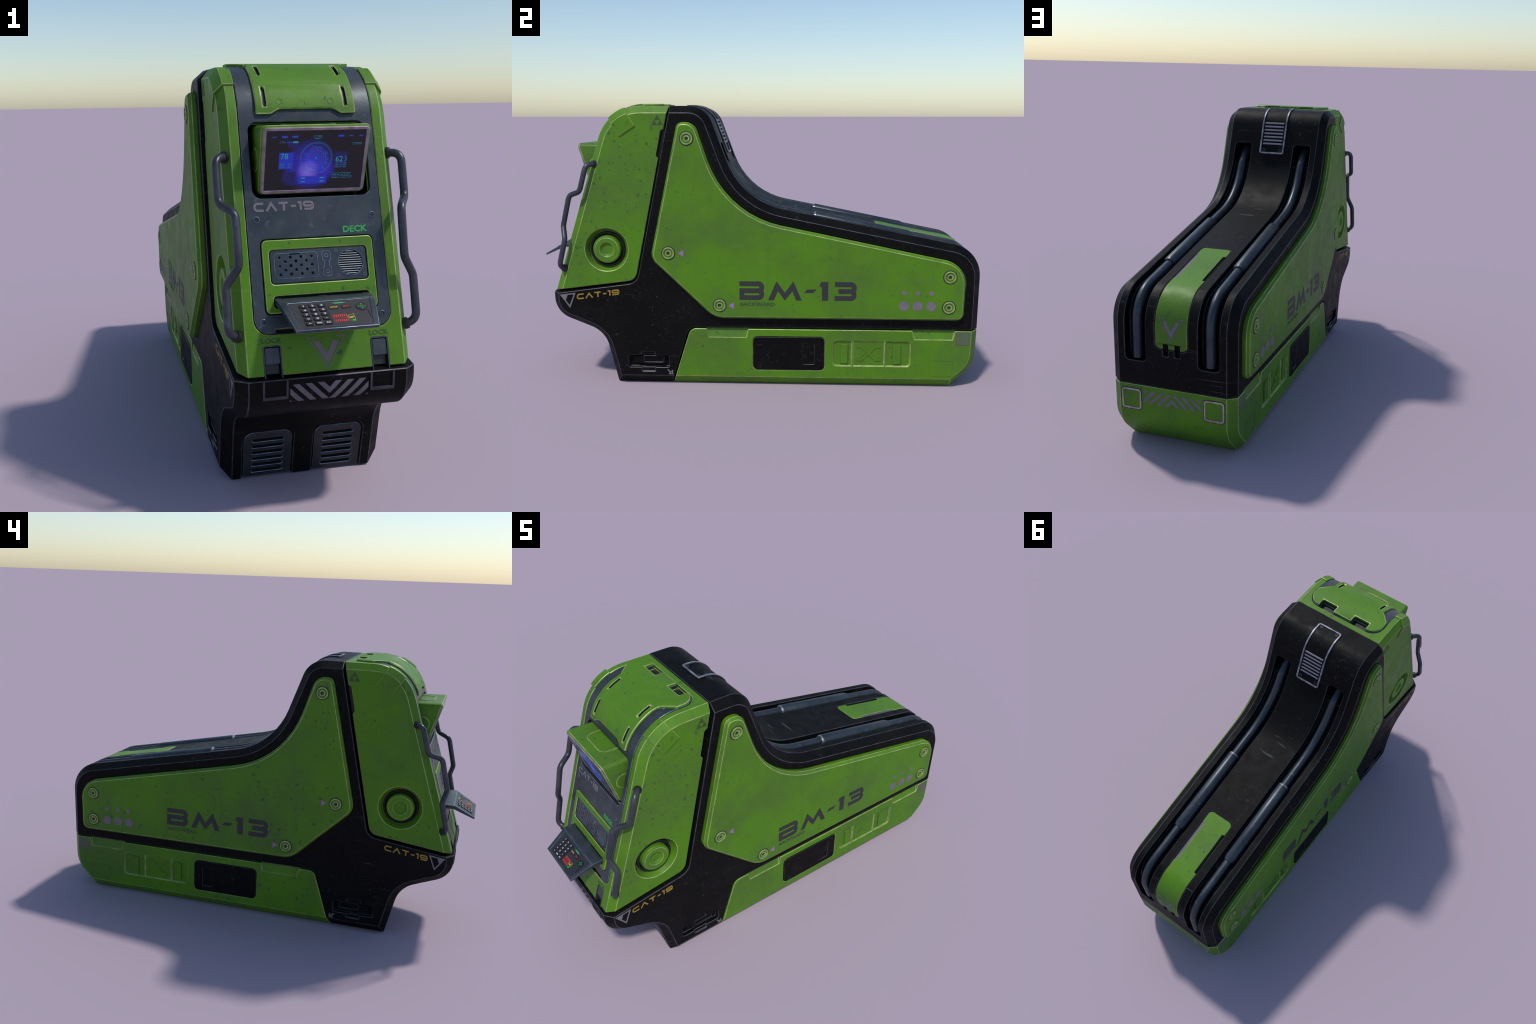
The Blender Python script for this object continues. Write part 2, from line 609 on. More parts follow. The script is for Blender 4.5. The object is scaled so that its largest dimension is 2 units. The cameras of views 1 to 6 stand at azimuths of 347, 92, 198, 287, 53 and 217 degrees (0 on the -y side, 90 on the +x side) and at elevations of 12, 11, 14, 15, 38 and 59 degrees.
def tube(name, pts, radii, mats, parent=None, n=20, bands=None):
    bm = bmesh.new()
    pts = [Vector(p) for p in pts]
    radii = radii if isinstance(radii, (list, tuple)) else [radii] * len(pts)
    up, rows = None, []
    for i, p in enumerate(pts):
        t = (pts[min(i + 1, len(pts) - 1)] - pts[max(i - 1, 0)]).normalized()
        up = (up - t * up.dot(t)).normalized() if up else t.orthogonal().normalized()
        sd = t.cross(up)
        rows.append([bm.verts.new(p + (up * math.cos(2 * math.pi * k / n) + sd * math.sin(2 * math.pi * k / n)) * radii[i]) for k in range(n)])
    for j, (a, b) in enumerate(zip(rows, rows[1:])):
        for k in range(n):
            bm.faces.new((a[k], a[(k + 1) % n], b[(k + 1) % n], b[k])).material_index = bands[j] if bands else 0
    bm.faces.new(rows[0][::-1])
    bm.faces.new(rows[-1])
    ob = new_obj(name, bm, mats, parent)
    return finish(ob, 0, smooth=40, merge=1e-6)


def wrap(bm, path, place_x=1.0):
    """bend a flat (x, s, height) mesh onto a path"""
    for s in path.s[1:-1]:
        bmesh.ops.bisect_plane(bm, geom=bm.verts[:] + bm.edges[:] + bm.faces[:], plane_co=(0, s, 0), plane_no=(0, 1, 0))
    for v in bm.verts:
        v.co = path.world(v.co.x * place_x, v.co.y, v.co.z)


flat = lambda u, v, h=0.0: Vector((u, v, h))


def side(x, sgn):
    """outline plane on a flank: u is y, v is z"""
    return lambda u, v, h=0.0: Vector((sgn * (x + h), u, v))


# ------------------------------------------------------------------ the object
root = bpy.data.objects.new("service_terminal", None)
COL.objects.link(root)
root["label"] = "green and black sci-fi terminal with screen, keypad and sloping tail"
root["category"] = "sci-fi console"

HEAD_HALF = 0.248
HALF, EDGE = 0.26, 0.225          # flank plane, start of the chamfer
SEAM = ("seam", 0.0015, 0.0045)

head_ctrl = [(-.9185, .4335), (-.6538, 1.26, .2), (-.3785, 1.26), (-.3999, 1.160), (-.414, 1.152), (-.4365, 1.047), (-.427, 1.033), (-.5448, .4825, .05)]
head_tags = ["ext", "ext"] + ["seam"] * 6
body_ctrl = [(-.9285, .4300), (-.5448, .4825, .05), (-.3785, 1.26), (-.2186, 1.26, .108), (-.0655, .8470, .338), (1.0, .634, .148), (.9965, .2705), (-.3025, .2705, .04), (-.388, 0), (-.6455, 0), (-.7005, .236, .13), (-.9285, .328, .105)]
body_tags = ["lip", "lip", "ext", "ext", "ext", "ext", "seam", "seam", "bottom", "ext", "ext", "ext"]
shell_ctrl = [(-.388, 0), (-.3025, .2705, .04), (.9965, .2705), (.992, .104, .133), (.883, 0)]
shell_tags = ["seam", "seam", "ext", "ext", "bottom"]
BASE = {"ext": 0, "bottom": 0, "seam": .0015, "lip": .002}
FACE = {"ext": .03, "bottom": .04, "seam": .004, "lip": .008}


def hull(name, ctrl, tags, mats, grow=0.0, half=HALF, edge=EDGE):
    pts, tg = fillet(ctrl, True, tags)
    b = [BASE[t] - grow for t in tg]
    f = [FACE[t] - grow for t in tg]
    return prism(name, pts, [(-half - grow, f), (-edge - grow, b), (edge + grow, b), (half + grow, f)], mats, root)


head = hull("head_housing", head_ctrl, head_tags, ["green", "green_wear", "void", "green"], 0.0, HEAD_HALF, .2235)
body = hull("body_frame", body_ctrl, body_tags, ["black", "black_wear", "void"])
shell = hull("base_shell", shell_ctrl, shell_tags, ["green", "green_wear", "void"])
hulls = (head, body, shell)

HEAD = Path(head_ctrl[:3])
BACK = Path([(-.3765, 1.26)] + body_ctrl[3:7])
NOSE = Path([(-.6455, 0), (-.7005, .236, .13), (-.9285, .328, .105), (-.9285, .43)])
FRONT = Frame((0, -.9185, .4335), (1, 0, 0), (0, .2647, .8265), (0, -.8265, .2647))
SIGNS = (1, -1)

# dark gaskets that close the joints from inside
for nm, line in (("gasket", [(-.86, .4425), (-.5448, .4825, .05), (-.384, 1.225)]), ("gasket", [(-.372, .04), (-.3025, .2705, .04), (.96, .2705)])):
    pts = fillet(line, closed=False)
    a, b = inset(pts, [-.012] * len(pts), False), inset(pts, [.012] * len(pts), False)
    loop = a + b[::-1]
    g = prism(nm, loop, [(-.222, 0), (.222, 0)], ["rubber"], root)

# ------------------------------------------------------------------ head: recesses
s_rear = HEAD.len - (.408 - .3785)
f, ex = round_ends(.113, s_rear, .197, .042, .062)
recess = strip("cutter", HEAD, .113, s_rear, f, -.016, .03, ["green"], extra=ex)
cuts = [recess]
for sg in SIGNS:
    # latch slots in the lower front
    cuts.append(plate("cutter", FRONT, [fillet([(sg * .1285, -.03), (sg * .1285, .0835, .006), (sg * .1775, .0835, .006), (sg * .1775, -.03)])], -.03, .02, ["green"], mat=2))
    # round dished recess on the flank
    c = side(HEAD_HALF, sg)
    cuts.append(lathe("cutter", lambda u, v, h, c=c: c(-.6745 + u, .6255 + v, h), [(.1035, .006), (.0990, .0005), (.0825, -.032), (0, -.032)], ["green"]))
    # screen well and keypad slot run deeper
for sg in SIGNS:
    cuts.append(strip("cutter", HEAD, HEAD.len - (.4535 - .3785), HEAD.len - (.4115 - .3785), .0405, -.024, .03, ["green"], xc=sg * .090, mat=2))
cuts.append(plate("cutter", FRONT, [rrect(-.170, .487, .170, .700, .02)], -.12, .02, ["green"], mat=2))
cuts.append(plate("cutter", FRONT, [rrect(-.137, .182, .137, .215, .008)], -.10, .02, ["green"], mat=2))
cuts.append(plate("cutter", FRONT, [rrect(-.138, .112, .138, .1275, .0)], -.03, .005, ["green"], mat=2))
cut(head, cuts)
finish(head)

# steel lining of the front, bent over the brow
f, ex = round_ends(.1155, s_rear - .003, .1945, .040, .060)
lining = strip("console_lining", HEAD, .1155, s_rear - .003, f, -.0165, .0006, ["steel", "steel_wear", "void"], root, extra=ex)
cut(lining, [strip("cutter", HEAD, HEAD.len - (.4535 - .3785), HEAD.len - (.39 - .3785), .0405, -.05, .03, ["steel"], xc=sg * .090) for sg in SIGNS] + [plate("cutter", FRONT, [rrect(-.1715, .4855, .1715, .7015, .026)], -.05, .02, ["steel"]),
             plate("cutter", FRONT, [rrect(-.163, .165, .163, .3725, .016)], -.05, .02, ["steel"]),
             plate("cutter", FRONT, [rrect(-.138, .10, .138, .1275, 0)], -.05, .02, ["steel"])])
finish(lining, .0026)

# brow cover: saddle-shaped plate with slots and two hinge notches
sy = lambda y: HEAD.len - (-.3785 - y)       # arc position of a y on the flat top
s_end = sy(-.4145)


# drawn flat in (x, arc length), then bent over the brow
half = [(0.0, .736), (.0785, .736), (.103, .722), (.146, .722), (.146, sy(-.55)), (.193, sy(-.50)), (.193, s_end, .058), (.131, s_end), (.131, sy(-.453)), (.049, sy(-.453)), (.049, s_end), (0.0, s_end)]
outline = [(-c[0], *c[1:]) for c in half[1:-1]] + [c for c in half[1:-1]][::-1]
bm = bmesh.new()
add_plate(bm, flat, fillet(outline), -.003, .0095)
cover = new_obj("brow_cover", bm, ["green", "green_wear", "void"], root)
cut(cover, [plate("cutter", flat, [rrect(sg * .1185 - .0052, v0, sg * .1185 + .0052, v0 + .063)], -.03, .03, ["green"], mat=2) for sg in SIGNS for v0 in (.7435, .8545)])
bm = bmesh.new()
bm.from_mesh(cover.data)
bmesh.ops.triangulate(bm, faces=bm.faces)
wrap(bm, HEAD)
bmesh.ops.recalc_face_normals(bm, faces=bm.faces)
bm.to_mesh(cover.data)
bm.free()
finish(cover, .0050)
# dents pressed into the cover, dark pockets under the hinge notches
for sg in SIGNS:
    lathe("cover_dimple", lambda u, v, h, sg=sg: Vector(HEAD.world(sg * .075 + u, .757 + v, .0095 + h)), [(.0095, -.001), (.0085, .0008), (.006, .0002), (.0, -.0004)], ["green"], cover, 24)
    strip("hinge_pocket", HEAD, sy(-.452), sy(-.412), .0400, -.028, -.0215, ["vent", "steel_wear"], cover, xc=sg * .090)
    s_ = sy(-.405)
    lathe("cover_screw", lambda u, v, h, sg=sg: Vector(HEAD.world(sg * .158 + u, sy(-.535) + v, .0006 + h)), [(.008, -.002), (.0075, .002), (.005, .0022), (.003, .0006), (0, .0006)], ["steel_wear"], cover, 20)

# protective corner patches gripping the brow's chamfer
patch_src = hull("cutter", [c if c[0] < -.5 else c for c in head_ctrl], head_tags, ["green"], .0055, HEAD_HALF, .2235)
t0, n0 = Vector((0, -.838, -.545)), Vector((0, -.545, .838))
cpt = Vector((0, -.598, 1.2055))
for sg in SIGNS:
    fr = Frame(cpt, t0, n0, (1, 0, 0))
    keep = plate("corner_patch", lambda u, v, h, fr=fr, sg=sg: (lambda p: Vector((sg * p.x, p.y, p.z)))(fr(u, v, h)),
                 [[(-.0425, -.064), (-.0425, .12), (.0425, .12), (.0425, -.064)]], .1955, .30, ["green", "green_wear"], root)
    cut(keep, [patch_src], "INTERSECT", keep=True)
    finish(keep, .0026)
bpy.data.objects.remove(patch_src)

# flank hubs in the dished recesses
for sg in SIGNS:
    c = side(HEAD_HALF, sg)
    pl = lambda u, v, h, c=c: c(-.6745 + u, .6255 + v, h)
    hub = lathe("round_hub", pl, [(.063, -.034), (.063, -.010), (.0600, -.0045), (.0535, -.0025), (.0515, -.0015), (.0345, -.0015), (.0325, -.0025), (.0245, -.0115), (.0225, -.0125), (0, -.0125)],
                ["green", "green_wear"], root, 72, [0, 0, 0, 1, 0, 1, 0, 0, 0])
    finish(hub, 0, smooth=22)
    ring = lathe("seal_ring", pl, [(.0805, -.034), (.0805, -.026), (.0785, -.0205), (.0745, -.0185), (.0700, -.0205), (.0675, -.027), (.064, -.0305), (.063, -.034)], ["rubber"], hub, 72)
    finish(ring, 0, smooth=50)

# ------------------------------------------------------------------ grab handles
for sg in SIGNS:
    key = [(.222, -.700, 1.006), (.2700, -.745, 1.010), (.2700, -.779, .888), (.2350, -.837, .868), (.2340, -.870, .731), (.2680, -.855, .676), (.2690, -.886, .551), (.222, -.858, .529)]
    pth = smooth3([(sg * x, y, z) for x, y, z in key], .034)
    hd = tube("grab_handle", pth, .0117, ["handle"], root, 20)
    for p, q in ((pth[0], pth[1]), (pth[-1], pth[-2])):
        d = (q - p).normalized()
        k = p + d * (.030 if p is pth[0] else .034)
        tube("handle_collar", [k - d * .012, k - d * .0005, k + d * .0005], [.0165, .0165, .0135], ["rubber"], hd, 20)

# ------------------------------------------------------------------ screen
screen_prof = [(-.757, .902), (-.811, 1.0885, .006), (-.655, 1.0885), (-.69, .902)]
sc_u, sc_v = Vector((1, 0, 0)), Vector((0, -.0555, .1920)).normalized()
SCREEN = Frame((0, -.758, .902), sc_u, sc_v, sc_u.cross(sc_v))
if SCREEN.n.y > 0:
    SCREEN.n = -SCREEN.n
scr = bmesh.new()
loop = rrect(-.1545, 0, .1545, .1995, .016)
rings = []
for dep, grow in ((0, -.006), (-.006, 0), (-.09, -.002)):
    lp = inset(loop, [-grow] * len(loop))
    if dep > -.05:
        rings.append([SCREEN(u, v, dep) for u, v in lp])
    else:
        rings.append([Vector((u, -.672, SCREEN(u, v, 0).z)) for u, v in lp])
ring_loft(scr, rings)
screen = new_obj("screen_box", scr, ["green", "green_wear"], root)
finish(screen, .0034, smooth=24)
face = plate("screen_bezel", SCREEN, [rrect(-.1485, .006, .1485, .1935, .012)], -.004, .0026, ["bezel", "bezel"], screen)
cut(face, [plate("cutter", SCREEN, [rrect(-.1405, .0150, .1405, .1855, .003)], .0005, .02, ["bezel"])])
finish(face, .001)
plate("screen_glass", SCREEN, [rrect(-.140, .0155, .140, .185, .003)], -.003, .0014, ["display"], screen)
# access lid outline on the box's top, round pivots on its sides
bm = bmesh.new()
add_stroke(bm, lambda u, v, h: Vector((u, v, 1.0938 + h * 2)), fillet([(-.072, -.70), (-.072, -.768, .03), (.072, -.768, .03), (.072, -.70)], closed=False), .004, -.002, .0007)
new_obj("lid_outline", bm, ["green_wear"], screen)
for sg in SIGNS:
    lathe("pivot", lambda u, v, h, sg=sg: Vector((sg * (.1525 + h), -.728 + u, 1.000 + v)), [(.034, -.004), (.034, .0025), (.032, .0035), (.0295, .0035), (.0285, .0025), (0, .0025)], ["green", "green_wear", "rubber"], screen, 40, [2, 1, 1, 0, 0])

# what the display shows
bm = bmesh.new()
H = .0004
mats = ["cyan", "teal", "blue", "navy", "pink"]
disp = lambda u, v, h: SCREEN(u, v, h + .0013)
cx, cy = .003, .1065
for r, w, m in ((.0455, .0009, 1), (.0425, .0007, 1), (.0405, .0004, 3), (.0212, .0009, 4), (.0155, .0006, 1), (.0105, .0005, 1), (.006, .0005, 1)):
    add_stroke(bm, disp, circle(cx, cy, r, 64)[::-1], w, 0, H, True, m)
for i in range(72):
    a = 2 * math.pi * i / 72
    r0 = .023 + random.random() * .004
    r1 = r0 + .003 + random.random() * (.010 if random.random() < .6 else .015)
    add_stroke(bm, disp, [(cx + r0 * math.cos(a), cy + r0 * math.sin(a)), (cx + r1 * math.cos(a), cy + r1 * math.sin(a))], .0009, 0, H, False, 1 if i % 3 else 2)
add_plate(bm, disp, circle(cx, cy, .0022, 16), 0, H, 0)
for u0, v0, u1, v1, m in ((-.102, .077, -.061, .124, 2), (.057, .076, .093, .123, 3), (-.044, .032, .038, .054, 2), (-.078, .040, -.052, .067, 3), (-.079, .1375, -.0505, .155, 3)):
    add_plate(bm, disp, rrect(u0, v0, u1, v1), -.0002, H * .5, m)
for u, m in ((-.1185, 3), (-.0895, 2), (-.0605, 2), (.0695, 2), (.0975, 3), (.1265, 3)):
    add_plate(bm, disp, rrect(u - .0085, .1655, u + .0085, .1712), 0, H, m)
    add_plate(bm, disp, rrect(u - .004, .1678, u + .004, .1690), 0, H * 1.5, 1)
for u0, v0, u1, v1 in ((-.0355, .0475, -.0245, .0503), (-.0355, .0375, -.0245, .0403), (.0185, .0475, .0295, .0503), (.0185, .0375, .0295, .0403), (-.066, .1508, -.0512, .1555)):
    add_plate(bm, disp, rrect(u0, v0, u1, v1), 0, H * 1.6, 0)
add_plate(bm, disp, rrect(-.0825, .1508, -.069, .1555), 0, H * 1.6, 2)
for col, rows in (((-.099, -.091, -.077), (.092, .087, .0815)), ((.060, .073, .082), (.090, .0845, .079))):
    for v in rows:
        for k, u in enumerate(col):
            add_plate(bm, disp, rrect(u, v - .0009, u + (.009 if k != 1 else .005), v + .0009), 0, H * 1.5, 1)
for v in (.061, .0565, .052, .0475):
    u = .053
    while u < .108:
        w = .003 + random.random() * .009
        add_plate(bm, disp, rrect(u, v - .0009, min(u + w, .111), v + .0009), 0, H, 1)
        u += w + .0015 + random.random() * .002
for v, u0, u1 in ((.157, .038, .06), (.146, .036, .066), (.129, .04, .06)):
    add_plate(bm, disp, rrect(u0, v - .0003, u1, v + .0003), 0, H, 3)
for v in (.148, .144):
    add_plate(bm, disp, rrect(.103, v - .0006, .131, v + .0006), 0, H, 1)
for line in ([(-.118, .1745), (-.045, .1745), (-.034, .163), (-.012, .163)], [(.132, .1745), (.052, .1745), (.041, .163), (.018, .163)]):
    add_stroke(bm, disp, line, .0006, 0, H, False, 3)
add_plate(bm, disp, rrect(-.005, .1612, .0105, .1628), 0, H, 1)
add_text(bm, disp, "CORE", -.0095, .1650, .0095, H, 1, 1.0)
add_text(bm, disp, "CTRL", -.1035, .1510, .0075, H, 1, 1.0)
add_text(bm, disp, "78", -.0985, .1055, .0235, H * 1.5, 0, .95)
add_text(bm, disp, "62", .0585, .0945, .0235, H * 1.5, 0, .95)
add_stroke(bm, disp, [(.0865, .111), (.0905, .1025), (.0865, .094)], .0012, 0, H * 1.5, False, 0)
new_obj("display_graphics", bm, mats, screen)

# ------------------------------------------------------------------ deck unit (green frame with grille plate)
deck = plate("deck_frame", FRONT, [rrect(-.1595, .1685, .1595, .3690, .014)], -.045, .0045, ["green", "green_wear", "void"], root)
cut(deck, [plate("cutter", FRONT, [rrect(-.1405, .2465, .1405, .3420, .012)], -.007, .02, ["green"], mat=2),
           plate("cutter", FRONT, [rrect(-.137, .182, .137, .215, .009)], -.08, .02, ["green"], mat=2)])
finish(deck, .0035, seg=2)
plate("frame_gap", FRONT, [rrect(-.1635, .1645, .1635, .3730, .016)], -.030, -.008, ["void"], deck)
GR = lambda u, v, h: FRONT(u, v, h + .0058)
grille = plate("grille_plate", GR, [rrect(-.1375, .2495, .1375, .3390, .010)], -.013, -.0045, ["steel", "steel_wear", "void"], deck)
holes = []
for r in range(5):
    for k in range(4 if r % 2 == 0 else 3):
        holes.append(circle(-.111 + k * .0304 + (.0152 if r % 2 else 0), .320 - r * .0118, .0042, 14))
cut(grille, [plate("cutter", GR, holes, -.011, .01, ["steel"], mat=2),
             plate("cutter", GR, [circle(.0915, .2965, .0350, 48)], -.0105, .01, ["steel"], mat=2),
             plate("cutter", GR, [rrect(-.085, .3265, -.052, .3300)], -.009, .01, ["steel"], mat=2)])
finish(grille, .0016)
bm = bmesh.new()
add_stroke(bm, GR, rrect(-.127, .262, -.0035, .331, .010), .0016, -.006, -.0036, True)
add_stroke(bm, GR, fillet([(.010, .331, .004), (.034, .331, .006), (.034, .308, .004), (.029, .303), (.029, .290), (.034, .285, .004), (.034, .262, .006), (.010, .262, .006), (.010, .285, .004), (.0155, .290), (.0155, .303), (.010, .308, .004)]), .0016, -.006, -.0036, True)
for v in (.319, .274):
    add_stroke(bm, GR, circle(.022, v, .0048, 20), .0018, -.006, -.0034, True)
add_stroke(bm, GR, circle(.0915, .2965, .0365, 48), .0022, -.006, -.0034, True)
for u, v in ((.051, .331), (.131, .331), (.052, .262), (.131, .262)):
    add_stroke(bm, GR, circle(u, v, .004, 16), .001, -.006, -.0039, True)
new_obj("grille_relief", bm, ["steel_wear"], grille)
bm = bmesh.new()
for k in range(11):
    v = .2965 - .031 + k * .0062
    w = math.sqrt(max(.0345 ** 2 - (v - .2965) ** 2, 0)) - .0006
    if w > .004:
        lp = [(v + .0019 * math.cos(a), -.007 + .0022 * math.sin(a)) for a in [2 * math.pi * i / 8 for i in range(8)]]
        ring_loft(bm, [[GR(.0915 + x, p, h) for p, h in lp] for x in (-w, w)])
new_obj("speaker_slat", bm, ["slat"], grille)["kind"] = "stuff"

# small screws on the lining
for u, v in ((-.167, .427), (.167, .427), (-.170, .147), (.170, .147)):
    lathe("lining_screw", lambda a, b, h, u=u, v=v: FRONT(u + a, v + b, .0004 + h), [(.0095, -.003), (.0095, .0012), (.008, .0022), (.006, .0022), (.005, .0006), (.003, .0006), (.002, .0018), (0, .0018)], ["steel", "steel_wear"], lining, 24, [1, 1, 0, 0, 0, 0, 0])

# writing on the lining and on the lower front
bm = bmesh.new()
lettering(bm, lambda u, v, h: FRONT(u, v, h + .0006), "CAT-19", -.173, 0.0, .4485, .4745, .0066, .30)
new_obj("badge_lettering", bm, ["mark"], lining)
bm = bmesh.new()
add_text(bm, lambda u, v, h: FRONT(u, v, h + .0006), "DECK", .0765, .3815, .0245, .0008, 0, 1.1, .0008)
new_obj("deck_lettering", bm, ["deck_green"], lining)
bm = bmesh.new()
for u in (-.1535, .1535):
    add_text(bm, FRONT, "LOCK", u, .0905, .0185, .0007, 0, 1.15, .0004, "CENTER")
new_obj("lock_lettering", bm, ["ink_faded"], head)


def vee(bm, place, w, v0, v1, mat=0):
    """downward triangle: open double outline around a solid V"""
    h = v1 - v0
    sl = w / h
    add_stroke(bm, place, [(-w * .55, v1 - .002), (-w, v1 - .002), (0, v0 + .004), (w, v1 - .002), (w * .55, v1 - .002)], h * .030, -.002, .0008, mat=mat)
    a = [(-w * .72, v1 - h * .14), (-w * .38, v1 - h * .14), (0, v0 + h * .50), (w * .38, v1 - h * .14), (w * .72, v1 - h * .14), (0, v0 + h * .17)]
    add_plate(bm, place, [a[0], a[1], a[2], a[5]], -.002, .0008, mat)
    add_plate(bm, place, [a[2], a[3], a[4], a[5]], -.002, .0008, mat)


bm = bmesh.new()
vee(bm, FRONT, .053, .006, .099)
new_obj("vee_mark", bm, ["mark"], head)

# latches at the bottom of the front
for sg in SIGNS:
    fr = lambda u, v, h, sg=sg: FRONT(sg * .153 + u, v, h)
    lt = plate("latch", fr, [rrect(-.0205, .034, .0205, .0785, .004)], -.028, -.001, ["steel", "steel_wear"], root)
    finish(lt, .0022)
    plate("latch_hook", fr, [rrect(-.0185, .008, .0185, .033, .002)], -.028, -.011, ["rubber"], lt)
    bm = bmesh.new()
    add_stroke(bm, fr, fillet([(-.0235, -.004), (-.0235, .0825, .006), (.0235, .0825, .006), (.0235, -.004)], closed=False), .0030, -.02, .0006)
    new_obj("latch_rim", bm, ["steel"], lt)

# ------------------------------------------------------------------ keypad tray
kv = Vector((0, .094, .0515)).normalized()
KEY = Frame((0, -.998, .5825), (1, 0, 0), kv, Vector((1, 0, 0)).cross(kv))
bm = bmesh.new()
top = [(-.1125, -.998, .5825), (.1125, -.998, .5825), (.1345, -.904, .634), (-.1345, -.904, .634)]
low = [(-.1125, -.997, .5735), (.1125, -.997, .5735), (.1345, -.902, .617), (-.1345, -.902, .617)]
bk_t, bk_l = [(-.1345, -.800, .634), (.1345, -.800, .634)], [(-.1345, -.800, .616), (.1345, -.800, .616)]
V = {k: [bm.verts.new(p) for p in q] for k, q in (("t", top), ("l", low), ("bt", bk_t), ("bl", bk_l))}
t_, l_, bt, bl = V["t"], V["l"], V["bt"], V["bl"]
for f in ((t_[0], t_[1], t_[2], t_[3]), (t_[3], t_[2], bt[1], bt[0]), (l_[0], l_[1], l_[2], l_[3]), (l_[3], l_[2], bl[1], bl[0]),
          (t_[0], t_[1], l_[1], l_[0]), (t_[1], t_[2], l_[2], l_[1]), (t_[2], bt[1], bl[1], l_[2]), (t_[0], t_[3], l_[3], l_[0]), (t_[3], bt[0], bl[0], l_[3]), (bt[0], bt[1], bl[1], bl[0])):
    bm.faces.new(f)
tray = new_obj("keypad_tray", bm, ["steel", "steel_wear", "void"], root)
up = lambda u, v, h: Vector((u, v, .634 + h))
cut(tray, [plate("cutter", up, [rrect(-.118, -.862, -.012, -.82, .006)], -.010, .02, ["steel"], mat=2),
           plate("cutter", up, [rrect(.012, -.862, .118, -.82, .006)], -.010, .02, ["steel"], mat=2),
           plate("cutter", KEY, [fillet([(-.0965, .0060, .006), (-.1135, .1010, .003), (.1175, .1010, .003), (.0985, .0060, .003)])], -.0025, .02, ["steel"])])
finish(tray, .0020, seg=2)
panel = plate("keypad_panel", KEY, [fillet([(-.0955, .0068, .005), (-.1125, .1002, .003), (.1166, .1002, .003), (.0976, .0068, .003)])], -.004, -.0008, ["panel_dark"], tray)
kp = lambda u, v, h: KEY(u - .035 * v, .885 * v + .0005, h - .0008)
key_mesh = None
rows = (.0955, .0775, .0595, .0415, .0235)
for v in rows:
    for u in (-.0705, -.0455, -.0205):
        if key_mesh is None:
            k = bmesh.new()
            lp = rrect(-.0096, -.0056, .0096, .0056, .002)
            add_plate(k, flat, lp, -.001, .0022)
            add_plate(k, flat, inset(lp, [.0008] * len(lp)), .0020, .0032)
            ko = new_obj("key", k, ["key"], tray)
            finish(ko, 0)
            key_mesh = ko.data
        else:
            ko = bpy.data.objects.new("key", key_mesh)
            COL.objects.link(ko)
            ko.parent = tray
        rot = Matrix((KEY.u, KEY.v, KEY.n)).transposed().to_4x4()
        ko.matrix_world = Matrix.Translation(kp(u, v, 0)) @ rot
bm = bmesh.new()
names = ("1", "2", "3", "4", "5", "6", "7", "8", "9", "=", "0", "*", "+-", "000", "AC")
for i, t in enumerate(names):
    u, v = (-.0705, -.0455, -.0205)[i % 3], rows[i // 3]
    add_text(bm, lambda a, b, h: kp(a, b, h + .0032), t, u, v - (.0034 if t != "*" else .006), .0105 if len(t) == 1 else .0085, .0005, 0, 1.35 if len(t) == 1 else 1.1, .0003, "CENTER")
new_obj("key_legend", bm, ["legend"], tray)
bm = bmesh.new()
kmats = ["key", "red", "key_yellow", "key_green", "steel_wear", "panel_dark"]
add_stroke(bm, kp, rrect(-.083, .0145, -.0085, .1045, .004), .0012, -.001, .0007, True, 0)
for u, t, m in ((.011, "LOCK", 2), (.046, "EXIT", 1)):
    add_plate(bm, kp, rrect(u - .013, .078, u + .013, .0925, .002), -.001, .0016, 0)
    add_text(bm, lambda a, b, h: kp(a, b, h + .0016), t, u, .0823, .0085, .0005, m, .95, .0002, "CENTER")
add_plate(bm, kp, rrect(.009, .0985, .049, .105, .001), -.001, .0012, 4)
add_plate(bm, kp, rrect(.016, .0995, .042, .1038, .001), -.001, .0018, 3)
# warning block: slanted bars above and below a word
for v0, v1 in ((.0435, .054), (.0245, .0335)):
    k = 0
    u = -.0015
    while u < .036:
        add_plate(bm, kp, [(u, v0), (u + .004, v1), (min(u + .0075, .0375), v1), (min(u + .0035, .0375), v0)], -.001, .0006, 1)
        u += .0056
add_stroke(bm, kp, rrect(-.0008, .0250, .0362, .0535), .0012, -.001, .0006, True, 1)
add_text(bm, kp, "CAUTION", .0178, .0358, .0075, .0006, 1, .95, 0, "CENTER")
# round badge in brackets with a green block
add_plate(bm, kp, [(.0465 + .0062 * math.cos(a), .0415 + .0062 * math.sin(a)) for a in [math.pi + math.pi * i / 10 for i in range(11)]], -.001, .0006, 2)
add_stroke(bm, kp, circle(.0465, .0425, .0068, 24), .0009, -.001, .0006, True, 2)
for sg in SIGNS:
    add_stroke(bm, kp, [(.0465 + sg * .0075, .0535), (.0465 + sg * .0098, .0535), (.0465 + sg * .0098, .032), (.0465 + sg * .0075, .032)], .0011, -.001, .0006, False, 2)
add_plate(bm, kp, rrect(.0475, .0235, .0555, .0295), -.001, .0007, 3)
add_stroke(bm, kp, rrect(.0405, .0238, .0470, .0292), .0007, -.001, .0006, True, 3)
